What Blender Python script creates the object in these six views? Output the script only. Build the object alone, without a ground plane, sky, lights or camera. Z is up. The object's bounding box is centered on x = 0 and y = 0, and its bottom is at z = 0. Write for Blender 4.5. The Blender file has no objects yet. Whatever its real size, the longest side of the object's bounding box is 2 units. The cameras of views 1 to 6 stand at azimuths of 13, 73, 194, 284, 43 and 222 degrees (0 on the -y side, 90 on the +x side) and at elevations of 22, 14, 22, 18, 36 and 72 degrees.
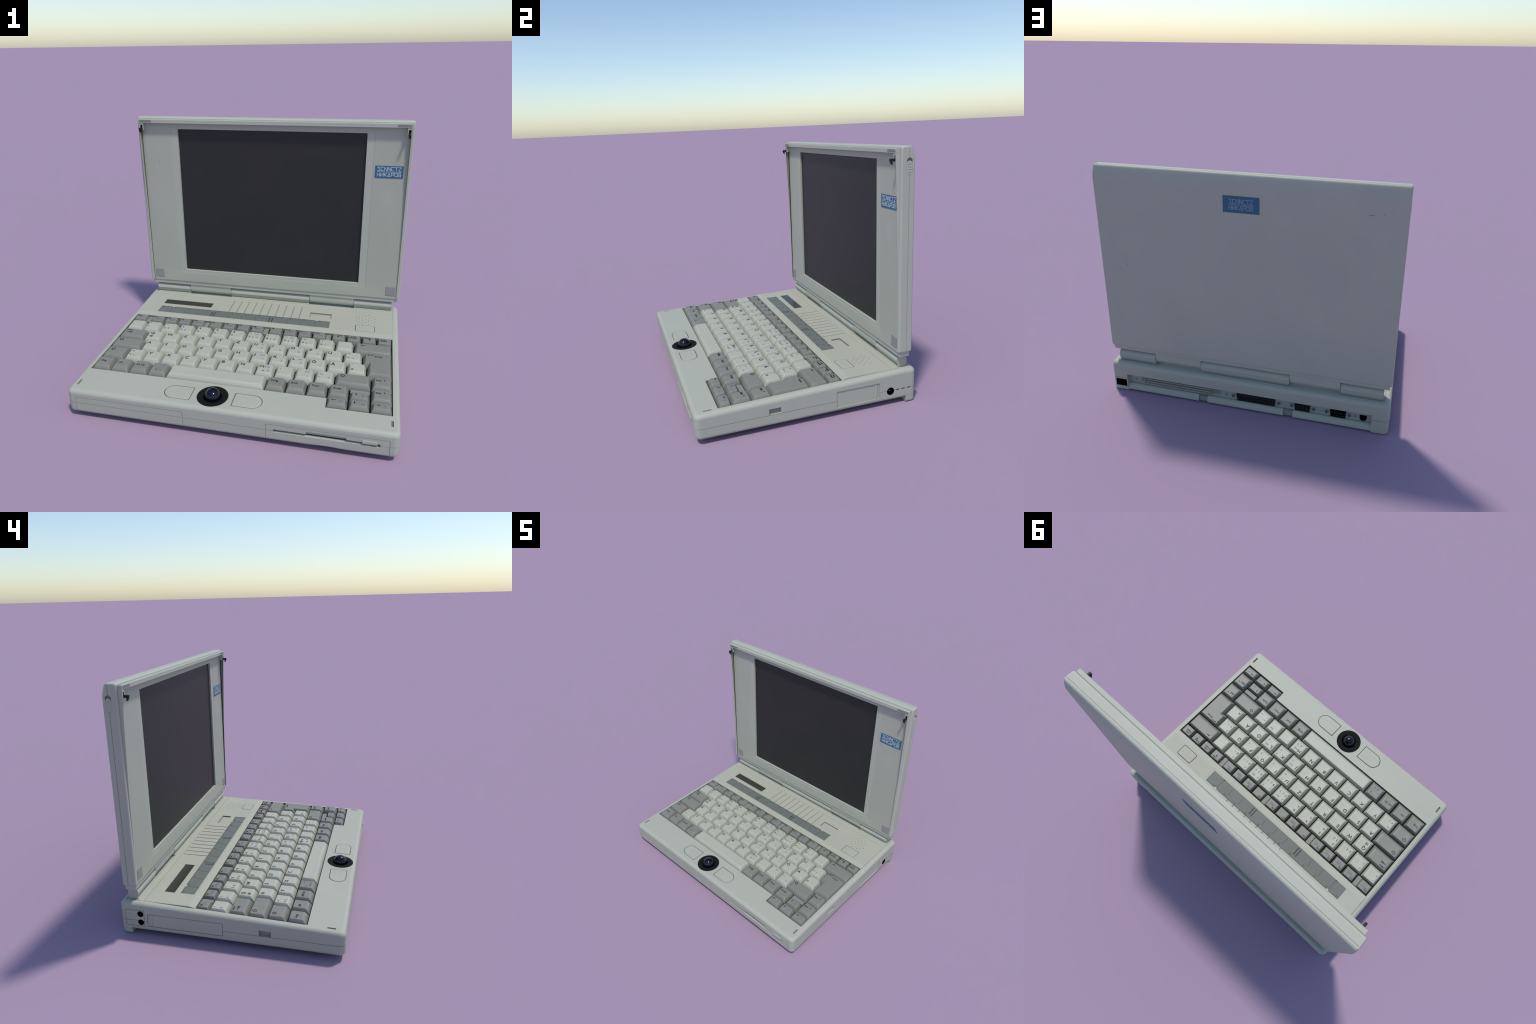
import bpy, bmesh, math, random
from mathutils import Vector, Matrix
random.seed(7)
D = bpy.data
SC = bpy.context.scene

# ------------------------------------------------------------------ materials
def plastic(name, col, rough=0.5, spec=0.4, var=0.04, grain=0.02, scale=6.0, metallic=0.0,
            coat=0.0, warm=None, scuffs=()):
    """Moulded plastic: base colour with faint cloudy variation, fine grain bump,
    optional soft smudges (centre, half extents, strength, colour) in object space."""
    m = D.materials.new(name); m.use_nodes = True
    n = m.node_tree.nodes; l = m.node_tree.links
    b = n["Principled BSDF"]
    b.inputs["Roughness"].default_value = rough
    b.inputs["Specular IOR Level"].default_value = spec
    b.inputs["Metallic"].default_value = metallic
    b.inputs["Coat Weight"].default_value = coat
    tc = n.new("ShaderNodeTexCoord")
    no = n.new("ShaderNodeTexNoise"); no.inputs["Scale"].default_value = scale
    no.inputs["Detail"].default_value = 4
    l.new(tc.outputs["Object"], no.inputs["Vector"])
    cr = n.new("ShaderNodeValToRGB")
    e = cr.color_ramp.elements
    c2 = warm or col
    e[0].position, e[1].position = 0.3, 0.7
    e[0].color = (*[c * (1 - var) for c in col], 1)
    e[1].color = (*[min(1, c * (1 + var)) for c in c2], 1)
    l.new(no.outputs["Fac"], cr.inputs["Fac"])
    out = cr.outputs["Color"]
    for (cx, cy, cz), (hx, hy, hz), st, sc in scuffs:
        mp = n.new("ShaderNodeVectorMath"); mp.operation = 'SUBTRACT'
        l.new(tc.outputs["Object"], mp.inputs[0]); mp.inputs[1].default_value = (cx, cy, cz)
        dv = n.new("ShaderNodeVectorMath"); dv.operation = 'DIVIDE'
        l.new(mp.outputs[0], dv.inputs[0]); dv.inputs[1].default_value = (hx, hy, hz)
        ln = n.new("ShaderNodeVectorMath"); ln.operation = 'LENGTH'
        l.new(dv.outputs[0], ln.inputs[0])
        nn = n.new("ShaderNodeTexNoise"); nn.inputs["Scale"].default_value = 60
        l.new(tc.outputs["Object"], nn.inputs["Vector"])
        mr = n.new("ShaderNodeMapRange"); mr.interpolation_type = 'SMOOTHSTEP'
        mr.inputs[1].default_value = 0.2; mr.inputs[2].default_value = 1.0
        mr.inputs[3].default_value = st; mr.inputs[4].default_value = 0.0
        l.new(ln.outputs["Value"], mr.inputs[0])
        mu = n.new("ShaderNodeMath"); mu.operation = 'MULTIPLY'
        l.new(mr.outputs[0], mu.inputs[0]); l.new(nn.outputs["Fac"], mu.inputs[1])
        mx = n.new("ShaderNodeMix"); mx.data_type = 'RGBA'
        l.new(mu.outputs[0], mx.inputs["Factor"])
        l.new(out, mx.inputs["A"]); mx.inputs["B"].default_value = (*sc, 1)
        out = mx.outputs["Result"]
    l.new(out, b.inputs["Base Color"])
    if grain:
        g = n.new("ShaderNodeTexNoise"); g.inputs["Scale"].default_value = 420
        l.new(tc.outputs["Object"], g.inputs["Vector"])
        bp = n.new("ShaderNodeBump"); bp.inputs["Strength"].default_value = grain
        bp.inputs["Distance"].default_value = 0.004
        l.new(g.outputs["Fac"], bp.inputs["Height"]); l.new(bp.outputs[0], b.inputs["Normal"])
    return m

CASE = (0.398, 0.408, 0.338)
M_case = plastic("casing_plastic", CASE, 0.55, 0.35, 0.02, 0.05, 3)
M_lid = plastic("lid_plastic", (0.425, 0.435, 0.362), 0.55, 0.35, 0.025, 0.05, 3, scuffs=(
    ((-0.785, 0.701, 1.484), (0.03, 0.02, 0.006), 1.1, (0.10, 0.09, 0.08)),
    ((-0.851, 0.701, 1.490), (0.006, 0.02, 0.010), 0.8, (0.12, 0.11, 0.10)),
    ((0.811, 0.701, 1.060), (0.003, 0.02, 0.075), 0.8, (0.15, 0.14, 0.14)),
    ((0.808, 0.701, 1.000), (0.007, 0.02, 0.007), 1.3, (0.10, 0.09, 0.08)),
    ((-0.77, 0.701, 1.32), (0.005, 0.02, 0.005), 1.2, (0.10, 0.09, 0.08)),
    ((0.10, 0.701, 0.92), (0.006, 0.02, 0.03), 0.35, (0.15, 0.14, 0.14)),
    ((-0.80, 0.701, 0.40), (0.012, 0.02, 0.02), 0.4, (0.15, 0.14, 0.14))))
M_bezel = plastic("bezel_plastic", (0.405, 0.415, 0.338), 0.5, 0.4, 0.02, 0.05, 3, scuffs=(
    ((-0.845, 0.61, 1.325), (0.006, 0.02, 0.022), 0.9, (0.27, 0.21, 0.14)),
    ((-0.855, 0.61, 1.37), (0.012, 0.02, 0.010), 0.5, (0.28, 0.23, 0.17)),
    ((0.86, 0.61, 1.13), (0.06, 0.02, 0.10), 0.35, (0.47, 0.50, 0.47))))
M_panel = plastic("panel_plastic", (0.394, 0.398, 0.328), 0.6, 0.3, 0.02, 0.05, 4)
M_keyl = plastic("key_plastic_light", (0.415, 0.422, 0.348), 0.5, 0.4, 0.012, 0.04, 5)
M_keyg = plastic("key_plastic_grey", (0.212, 0.214, 0.183), 0.5, 0.4, 0.015, 0.04, 5)
M_strip = plastic("label_strip_grey", (0.142, 0.158, 0.143), 0.55, 0.3, 0.03, 0.02, 8)
M_mid = plastic("grey_plastic", (0.24, 0.24, 0.215), 0.55, 0.3, 0.03, 0.03, 8)
M_pad = plastic("rubber_pad", (0.285, 0.285, 0.27), 0.7, 0.2, 0.02, 0.03, 8)
M_dark = plastic("key_bed_dark", (0.016, 0.0155, 0.013), 0.8, 0.2, 0.1, 0, 8)
M_black = plastic("black_plastic", (0.009, 0.009, 0.009), 0.5, 0.35, 0.1, 0.02, 8)
M_hole = plastic("hole_black", (0.001, 0.001, 0.001), 0.9, 0.05, 0.0, 0, 8)
M_line = plastic("print_and_gap_dark", (0.055, 0.062, 0.055), 0.7, 0.2, 0.0, 0, 8)  # print colour, also used to darken the gaps round buttons
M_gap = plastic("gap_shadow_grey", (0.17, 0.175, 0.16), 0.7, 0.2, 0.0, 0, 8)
M_pad2 = plastic("rim_pad_grey", (0.225, 0.222, 0.195), 0.7, 0.2, 0.08, 0.03, 14)
M_vent = plastic("vent_floor", (0.265, 0.258, 0.212), 0.7, 0.2, 0.0, 0, 8)
M_inner = plastic("inner_wall_shade", (0.215, 0.21, 0.165), 0.75, 0.15, 0.03, 0.02, 8)  # casing colour darkened to paint shade on inward-facing walls
M_ink = plastic("legend_ink_black", (0.022, 0.022, 0.018), 0.6, 0.2, 0.0, 0, 8)
M_blue = plastic("legend_ink_blue", (0.105, 0.20, 0.44), 0.6, 0.2, 0.0, 0, 8)
M_paleblue = plastic("legend_ink_pale_blue", (0.185, 0.225, 0.325), 0.6, 0.2, 0.0, 0, 8)
M_screen = plastic("display_dark", (0.0222, 0.0230, 0.0222), 0.45, 0.35, 0.06, 0, 2.5)
M_lcd = plastic("status_lcd", (0.035, 0.037, 0.027), 0.2, 0.5, 0.03, 0, 2)
M_ball = plastic("ball_gloss", (0.003, 0.004, 0.009), 0.06, 0.42, 0.0, 0, 2)
M_ring = plastic("ring_black", (0.0075, 0.0078, 0.0078), 0.75, 0.12, 0.0, 0.02, 8)
M_badge = plastic("badge_blue", (0.042, 0.125, 0.205), 0.5, 0.3, 0.03, 0.02, 20)
M_badgetx = plastic("badge_letters", (0.43, 0.53, 0.61), 0.5, 0.3, 0.0, 0, 20)
M_badgetx2 = plastic("badge_letters_back", (0.22, 0.30, 0.40), 0.5, 0.3, 0.0, 0, 20)  # duller letter colour for the badge on the lid back
M_metal = plastic("connector_metal", (0.33, 0.34, 0.34), 0.4, 0.5, 0.05, 0, 20, metallic=0.6)
M_port = plastic("port_plate", (0.36, 0.375, 0.33), 0.55, 0.3, 0.02, 0.02, 8)

# ------------------------------------------------------------------ helpers
ROOT = D.objects.new("laptop_computer", None)
SC.collection.objects.link(ROOT)
ROOT.empty_display_size = 0.1
ROOT["label"] = "open vintage beige laptop with grey keys and trackball"
ROOT["category"] = "laptop computer"

def smooth(me, angle=35):
    me.shade_smooth()
    me.set_sharp_from_angle(angle=math.radians(angle))

def obj_from_bm(bm, name, mat, parent=None, angle=35, weighted=False, link=True):
    bmesh.ops.recalc_face_normals(bm, faces=bm.faces)
    me = D.meshes.new(name); bm.to_mesh(me); bm.free()
    smooth(me, angle)
    if mat: me.materials.append(mat)
    o = D.objects.new(name, me)
    if link: SC.collection.objects.link(o)
    o.parent = parent or ROOT
    if weighted:
        w = o.modifiers.new("wn", 'WEIGHTED_NORMAL'); w.keep_sharp = True; w.weight = 80
    return o

def add_box(bm, x0, x1, y0, y1, z0, z1, bev=0.0, seg=2):
    b = bmesh.new()
    bmesh.ops.create_cube(b, size=1)
    for v in b.verts:
        v.co = Vector(((x0 + x1) / 2 + v.co.x * (x1 - x0), (y0 + y1) / 2 + v.co.y * (y1 - y0),
                       (z0 + z1) / 2 + v.co.z * (z1 - z0)))
    if bev:
        bmesh.ops.bevel(b, geom=list(b.edges), offset=bev, segments=seg, profile=0.5, affect='EDGES', clamp_overlap=True)
    merge(bm, b)

def merge(bm, b):
    me = D.meshes.new("tmp"); b.to_mesh(me); b.free(); bm.from_mesh(me); D.meshes.remove(me)

def box(name, x0, x1, y0, y1, z0, z1, mat, parent=None, bev=0.0, seg=2):
    bm = bmesh.new(); add_box(bm, x0, x1, y0, y1, z0, z1, bev, seg)
    return obj_from_bm(bm, name, mat, parent, weighted=bev > 0)

def add_prism(bm, pts, a0, a1, axis='z', bev=0.0, seg=2):
    """Extrude a 2D polygon. axis z: pts are (x,y); axis x: pts are (y,z); axis y: pts are (x,z)."""
    b = bmesh.new()
    def P(p, a):
        return {'z': (p[0], p[1], a), 'x': (a, p[0], p[1]), 'y': (p[0], a, p[1])}[axis]
    lo = [b.verts.new(P(p, a0)) for p in pts]; hi = [b.verts.new(P(p, a1)) for p in pts]
    b.faces.new(lo); b.faces.new(hi)
    for i in range(len(pts)):
        j = (i + 1) % len(pts)
        b.faces.new((lo[i], lo[j], hi[j], hi[i]))
    bmesh.ops.recalc_face_normals(b, faces=b.faces)
    if bev:
        bmesh.ops.bevel(b, geom=list(b.edges), offset=bev, segments=seg, profile=0.5, affect='EDGES', clamp_overlap=True)
    merge(bm, b)

def prism(name, pts, a0, a1, axis, mat, parent=None, bev=0.0, angle=35):
    bm = bmesh.new(); add_prism(bm, pts, a0, a1, axis, bev)
    return obj_from_bm(bm, name, mat, parent, angle, weighted=bev > 0)

def circle_pts(cx, cy, r, n=32, a0=0.0, a1=2 * math.pi, closed=True):
    k = n if closed else n + 1
    return [(cx + r * math.cos(a0 + (a1 - a0) * i / n), cy + r * math.sin(a0 + (a1 - a0) * i / n)) for i in range(k)]

def rrect(x0, x1, y0, y1, r, n=6):
    p = []
    for cx, cy, a in ((x1 - r, y1 - r, 0), (x0 + r, y1 - r, 90), (x0 + r, y0 + r, 180), (x1 - r, y0 + r, 270)):
        p += circle_pts(cx, cy, r, n, math.radians(a), math.radians(a + 90), False)
    return p

def boolean(o, cutter_bm, op='DIFFERENCE'):
    bmesh.ops.recalc_face_normals(cutter_bm, faces=cutter_bm.faces)
    me = D.meshes.new("cut"); cutter_bm.to_mesh(me); cutter_bm.free()
    c = D.objects.new("cut", me); SC.collection.objects.link(c)
    m = o.modifiers.new("b", 'BOOLEAN'); m.operation = op; m.solver = 'EXACT'
    m.use_self = True; m.object = c
    bpy.context.view_layer.update()
    dg = bpy.context.evaluated_depsgraph_get()
    new = D.meshes.new_from_object(o.evaluated_get(dg), depsgraph=dg)
    o.modifiers.remove(m)
    old = o.data; o.data = new; new.name = o.name; D.meshes.remove(old)
    D.objects.remove(c); D.meshes.remove(me)

def finish(o, angle=35):
    smooth(o.data, angle)
    w = o.modifiers.new("wn", 'WEIGHTED_NORMAL'); w.keep_sharp = True; w.weight = 80

def recolour(o, mat, test):
    """Give the faces that satisfy test(centre, normal) a darker colour with shade painted in."""
    o.data.materials.append(mat); k = len(o.data.materials) - 1
    for p in o.data.polygons:
        if test(p.center, p.normal): p.material_index = k

def inst(src, name, loc, parent):
    o = src.copy(); o.name = name; o.location = loc; o.parent = parent
    SC.collection.objects.link(o); return o

def cyl_x(bm, x0, x1, y, z, r, n=28): add_prism(bm, circle_pts(y, z, r, n), x0, x1, 'x')
def cyl_y(bm, y0, y1, x, z, r, n=24): add_prism(bm, circle_pts(x, z, r, n), y0, y1, 'y')
def cyl_z(bm, z0, z1, x, y, r, n=32): add_prism(bm, circle_pts(x, y, r, n), z0, z1, 'z')

def frame(bm, fn, u0, u1, v0, v1, w=0.003, lap=1.0):
    """Four thin groove cutters round a rectangle; fn(u0,u1,v0,v1) adds one box."""
    fn(bm, u0, u1, v0, v0 + w); fn(bm, u0, u1, v1 - w, v1)
    fn(bm, u0, u0 + w, v0 + w * lap, v1 - w * lap); fn(bm, u1 - w, u1, v0 + w * lap, v1 - w * lap)

# ------------------------------------------------------------------ base housing
YB = 0.59           # where the sloping top meets the level hinge deck
def ztop(y): return 0.1952 + 0.0293 * (min(y, YB) + 0.647)

def ring_xy(d, r=0.036):
    x, yf, yb = 1.0 - d, -0.738 + d, 0.7375 - d
    rr = max(0.012, r - d); n = 7
    p = []
    p += circle_pts(x - rr, yb - rr, rr, n, 0, math.pi / 2, False)
    p += circle_pts(-x + rr, yb - rr, rr, n, math.pi / 2, math.pi, False)
    p += [(-x, YB)]
    p += circle_pts(-x + rr, yf + rr, rr, n, math.pi, 1.5 * math.pi, False)
    p += circle_pts(x - rr, yf + rr, rr, n, 1.5 * math.pi, 2 * math.pi, False)
    p += [(x, YB)]
    return p

def shell(levels):
    bm = bmesh.new(); rings = []
    for d, z, rel in levels:
        rings.append([bm.verts.new((x, y, (ztop(y) + z) if rel else z)) for x, y in ring_xy(d)])
    n = len(rings[0])
    for a, b in zip(rings, rings[1:]):
        for i in range(n):
            bm.faces.new((a[i], a[(i + 1) % n], b[(i + 1) % n], b[i]))
    bm.faces.new(rings[0])
    t = rings[-1]
    iL = 16; iR = n - 1
    bm.faces.new([t[iR]] + t[0:iL + 1])           # level rear part
    bm.faces.new(t[iL:iR + 1])                     # sloping front part
    bmesh.ops.recalc_face_normals(bm, faces=bm.faces)
    return bm

arc = [(0.028 * (1 - math.cos(a)), -0.028 * (1 - math.sin(a)), True) for a in [math.radians(k * 15) for k in range(0, 7)]]
lv = [(0.026, 0.032, False), (0.016, 0.0335, False), (0.008, 0.038, False), (0.003, 0.045, False), (0.0005, 0.055, False),
      (0, 0.1035, False), (0.004, 0.1038, False), (0.004, 0.1062, False), (0, 0.1065, False)] + arc
base = obj_from_bm(shell(lv), "base_housing", M_case)

# rear foot rail, fused with the housing
fb = bmesh.new()
rings = []
for d, z in ((0.013, 0.0), (0.006, 0.002), (0.002, 0.007), (0.0008, 0.014), (0.0008, 0.070)):
    pts = ring_xy(d); ys = 0.662
    back = [p for p in pts[:16]]
    rings.append([fb.verts.new((x, y, z)) for x, y in back + [(-1 + d, ys), (1 - d, ys)]])
n = len(rings[0])
for a, b in zip(rings, rings[1:]):
    for i in range(n): fb.faces.new((a[i], a[(i + 1) % n], b[(i + 1) % n], b[i]))
fb.faces.new(rings[0]); fb.faces.new(rings[-1])
boolean(base, fb, 'UNION')

cut = bmesh.new()
# keyboard well (L shaped)
add_prism(cut, [(-0.9575, -0.503), (0.5765, -0.503), (0.5765, -0.587), (0.9575, -0.587), (0.9575, 0.235), (-0.9575, 0.235)], 0.168, 0.4)
# seat for the control panel and hinge deck
add_box(cut, -0.961, 0.961, 0.2222, 0.7085, 0.2, 0.4)
# latch slots in the palm rest
for s in (-1, 1):
    add_box(cut, s * 0.9545 - 0.0065, s * 0.9545 + 0.0065, -0.676, -0.624, 0.180, 0.3)
# trackball opening and buttons
cyl_z(cut, 0.14, 0.3, -0.0925, -0.6194, 0.0957, 56)
def dshape(x0, x1, y0, y1, flat_left, g=0.0):
    r = (y1 - y0) / 2 + g; cy = (y0 + y1) / 2
    if flat_left:
        c = x1 - (y1 - y0) / 2
        return [(x0 - g, cy - r)] + circle_pts(c, cy, r, 20, -math.pi / 2, math.pi / 2, False) + [(x0 - g, cy + r)]
    c = x0 + (y1 - y0) / 2
    return [(x1 + g, cy + r)] + circle_pts(c, cy, r, 20, math.pi / 2, 1.5 * math.pi, False) + [(x1 + g, cy - r)]
BTN = [(0.0395, 0.209, -0.679, -0.5665, True), (-0.392, -0.2245, -0.679, -0.5665, False)]
for x0, x1, y0, y1, fl in BTN:
    add_prism(cut, dshape(x0, x1, y0, y1, fl, 0.0042), 0.18, 0.3)
# lock slots in both sides
for s in (-1, 1):
    a, b = sorted((s * 0.984, s * 1.05))
    add_box(cut, a, b, -0.2825, -0.205, 0.107, 0.146)
# card hatch on the right side: recess, and thin outlines elsewhere
add_prism(cut, rrect(0.165, 0.467, 0.063, 0.171, 0.006), 0.9935, 1.05, 'x')
def side_l(bm, u0, u1, v0, v1): add_box(bm, -1.05, -0.9965, u0, u1, v0, v1)
add_prism(cut, rrect(0.0290, 0.5455, 0.0675, 0.1605, 0.008), -0.9930, -1.05, 'x')
frame(cut, side_l, 0.565, 0.698, 0.064, 0.182, 0.0034, 0.9)
cyl_x(cut, 0.95, 1.05, 0.5465, 0.0995, 0.0265)
for z in (0.1545, 0.0935): cyl_x(cut, -1.05, -0.95, 0.592, z, 0.0212)
# front: battery door and floppy drive
def front(bm, u0, u1, v0, v1): add_box(bm, u0, u1, -0.8, -0.7345, v0, v1)
for x0, x1 in ((-0.944, -0.2455), (0.254, 0.948)):
    front(cut, x0, x1, 0.1435, 0.1462)
    front(cut, x0, x0 + 0.0027, 0.02, 0.1437); front(cut, x1 - 0.0027, x1, 0.02, 0.1437)
add_box(cut, 0.299, 0.896, -0.8, -0.715, 0.0945, 0.1145)
add_prism(cut, [(-0.8, 0.1305), (-0.7305, 0.1305), (-0.7275, 0.1130), (-0.716, 0.1130), (-0.716, 0.0950), (-0.8, 0.0950)], 0.487, 0.712, 'x')
# finger scoop under the drive
cyl_y(cut, -0.8, -0.60, 0.603, -0.533, 0.582, 160)
# rear port bay
add_box(cut, -0.884, 0.880, 0.697, 0.8, -0.05, 0.1405)
add_box(cut, 0.8875, 0.975, 0.715, 0.8, 0.034, 0.0945)
boolean(base, cut)
finish(base)

recolour(base, M_inner, lambda c, n: abs(n.z) < 0.3 and 0.165 < c.z < 0.24 and abs(c.x) < 0.96 and -0.59 < c.y < 0.222 and not (c.y < -0.505 and c.x < 0.57))  # shade painted on the walls of the keyboard well
box("base_underside_plate", -0.965, 0.965, -0.632, 0.66, 0.0225, 0.0335, M_case, base, 0.003)
# dark inserts added to darken slots and holes of the housing
bm = bmesh.new()
for s in (-1, 1):
    a, b = sorted((s * 0.9515, s * 0.955))
    cyl_x(bm, a, b, 0.5465 if s > 0 else 0.592, 0.0995 if s > 0 else 0.0935, 0.0255 if s > 0 else 0.0208)
cyl_x(bm, -0.955, -0.9515, 0.592, 0.1545, 0.0208)
add_box(bm, 0.889, 0.974, 0.7155, 0.733, 0.0355, 0.093)
for k in range(3):
    y = 0.587 + 0.0418 * k
    add_box(bm, 0.9945, 1.0004, y, y + 0.0215, 0.1010, 0.1048)
obj_from_bm(bm, "hole_dark_insert", M_hole, base)
bm = bmesh.new()
for s in (-1, 1): add_box(bm, s * 0.9545 - 0.006, s * 0.9545 + 0.006, -0.6755, -0.6245, 0.179, 0.1845)
obj_from_bm(bm, "slot_dark_insert", M_gap, base)
bm = bmesh.new()
def tube_x(bm, x0, x1, y, z, r, t, n=28):
    b = bmesh.new(); rs = []
    for x, rr in ((x0, r - t), (x1, r - t), (x1, r), (x0, r)):
        rs.append([b.verts.new((x, *p)) for p in circle_pts(y, z, rr, n)])
    for a, c in zip(rs, rs[1:] + rs[:1]):
        for i in range(n): b.faces.new((a[i], a[(i + 1) % n], c[(i + 1) % n], c[i]))
    merge(bm, b)
tube_x(bm, 0.953, 1.0006, 0.5465, 0.0995, 0.0262, 0.0025)
for z in (0.1545, 0.0935): tube_x(bm, -1.0006, -0.953, 0.592, z, 0.0210, 0.002)
obj_from_bm(bm, "jack_socket", M_hole, base)
bm = bmesh.new(); cyl_x(bm, 0.955, 0.99, 0.5465, 0.1, 0.004, 12)
obj_from_bm(bm, "power_pin", M_metal, base)
bm = bmesh.new()
add_prism(bm, rrect(0.1675, 0.4645, 0.066, 0.168, 0.005), 0.99, 0.9945, 'x')
cyl = [(0.437, 0.9925), (0.4385, 0.9965), (0.442, 0.9992), (0.447, 0.9992), (0.4505, 0.9965), (0.452, 0.9925)]
b = bmesh.new()
lo = [b.verts.new((x, y, 0.067)) for y, x in cyl]; hi = [b.verts.new((x, y, 0.167)) for y, x in cyl]
b.faces.new(lo); b.faces.new(hi)
for i in range(len(cyl)):
    j = (i + 1) % len(cyl); b.faces.new((lo[i], lo[j], hi[j], hi[i]))
bmesh.ops.recalc_face_normals(b, faces=b.faces); merge(bm, b)
obj_from_bm(bm, "card_slot_door", M_case, base)
bm = bmesh.new()
add_prism(bm, rrect(0.0325, 0.5420, 0.0710, 0.1570, 0.007), -0.99, -0.9988, 'x')
c = bmesh.new()
add_box(c, -1.05, -0.9965, 0.510, 0.5115, 0.07, 0.158); add_box(c, -1.05, -0.9965, 0.527, 0.5285, 0.07, 0.158)
o = obj_from_bm(bm, "drive_bay_door", M_case, base); boolean(o, c); finish(o)
bm = bmesh.new(); add_prism(bm, rrect(0.0292, 0.5453, 0.0677, 0.1603, 0.008), -0.9925, -0.9952, 'x')
add_box(bm, -0.9972, -0.9960, 0.5098, 0.5117, 0.0715, 0.1565); add_box(bm, -0.9972, -0.9960, 0.5268, 0.5287, 0.0715, 0.1565)
def side_d(bm, u0, u1, v0, v1): add_box(bm, -0.9978, -0.9960, u0 + .0002, u1 - .0002, v0 + .0002, v1 - .0002)
side_d(bm, 0.565, 0.698, 0.064, 0.0674); side_d(bm, 0.565, 0.698, 0.1786, 0.182); side_d(bm, 0.565, 0.5684, 0.0674, 0.1786); side_d(bm, 0.6946, 0.698, 0.0674, 0.1786)
obj_from_bm(bm, "panel_gap_shade", M_gap, base)  # grey inserts added in the side grooves to darken their outlines
# moulded symbols by the sockets
bm = bmesh.new()
def strokes(bm, segs, w, fn):
    """fn(p)->3D; flat ribbon bars for each 2D segment."""
    for si_, ((x0, y0), (x1, y1)) in enumerate(segs):
        up_ = 1 + 0.14 * (si_ % 8)
        d = Vector((x1 - x0, y1 - y0)); L = d.length
        if L < 1e-6: continue
        d /= L; nrm = Vector((-d.y, d.x)) * w / 2
        a = Vector((x0, y0)) - d * w / 2; b_ = Vector((x1, y1)) + d * w / 2
        q = [a - nrm, b_ - nrm, b_ + nrm, a + nrm]
        lo = [bm.verts.new(fn(p.x, p.y, 0)) for p in q]; hi = [bm.verts.new(fn(p.x, p.y, up_)) for p in q]
        bm.faces.new(lo[::-1]); bm.faces.new(hi)
        for i in range(4): bm.faces.new((lo[i], lo[(i + 1) % 4], hi[(i + 1) % 4], hi[i]))
def poly_segs(p, close=False):
    s = list(zip(p, p[1:]))
    if close: s.append((p[-1], p[0]))
    return s
fn = lambda u, v, k: (-0.9995 - 0.0012 * k, u, v)
strokes(bm, poly_segs([(0.676, 0.137), (0.638, 0.135), (0.640, 0.147), (0.650, 0.153), (0.655, 0.165), (0.672, 0.166)], True), 0.0022, fn)
strokes(bm, poly_segs(circle_pts(0.655, 0.093, 0.015, 16), True), 0.0022, fn)
strokes(bm, [((0.655, 0.085), (0.655, 0.101)), ((0.648, 0.089), (0.648, 0.097)), ((0.662, 0.089), (0.662, 0.097))], 0.002, fn)
obj_from_bm(bm, "socket_symbol", M_case, base)
# lock slot floors, drive parts
bm = bmesh.new()
for s in (-1, 1):
    a, b_ = sorted((s * 0.9835, s * 0.986)); add_box(bm, a, b_, -0.282, -0.2055, 0.1075, 0.1455)
obj_from_bm(bm, "lock_slot", M_mid, base)
fl = box("floppy_drive", 0.297, 0.898, -0.7155, -0.712, 0.092, 0.116, M_dark, ROOT)
box("drive_flap", 0.305, 0.89, -0.7215, -0.7165, 0.104, 0.1143, M_mid, fl)
bm = bmesh.new()
add_prism(bm, [(-0.7345, 0.0948), (-0.7215, 0.0948), (-0.7215, 0.0985)], 0.3005, 0.845, 'x')
obj_from_bm(bm, "drive_lip", M_keyl, fl)
box("eject_button", 0.798, 0.881, -0.7425, -0.716, 0.1075, 0.1285, M_case, fl, 0.0025)

# ------------------------------------------------------------------ trackball
tb = bmesh.new()
b = bmesh.new()
prof = [(0.0945, 0.150), (0.0945, ztop(-0.62) + 0.0010), (0.0925, ztop(-0.62) + 0.0018), (0.060, ztop(-0.62) + 0.0008), (0.0555, ztop(-0.62) - 0.002), (0.0545, 0.17), (0.0, 0.15)]
N = 56; rs = []
for r, z in prof[:-1]:
    rs.append([b.verts.new((-0.0925 + r * math.cos(2 * math.pi * i / N), -0.6194 + r * math.sin(2 * math.pi * i / N),
                            z + 0.0293 * r * math.sin(2 * math.pi * i / N))) for i in range(N)])
for a, c in zip(rs, rs[1:]):
    for i in range(N): b.faces.new((a[i], a[(i + 1) % N], c[(i + 1) % N], c[i]))
b.faces.new(rs[-1])
merge(tb, b)
track = obj_from_bm(tb, "trackball_ring", M_ring)
b = bmesh.new(); bmesh.ops.create_uvsphere(b, u_segments=48, v_segments=32, radius=0.0485)
for v in b.verts: v.co += Vector((-0.0925, -0.6194, 0.1985))
obj_from_bm(b, "trackball", M_ball, track, 180)
def bump(bm, x, y, z, r=0.0036, h=0.0022):
    b = bmesh.new(); bmesh.ops.create_icosphere(b, subdivisions=1, radius=1)
    for v in b.verts: v.co = Vector((x + v.co.x * r, y + v.co.y * r, z + v.co.z * h))
    merge(bm, b)
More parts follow.
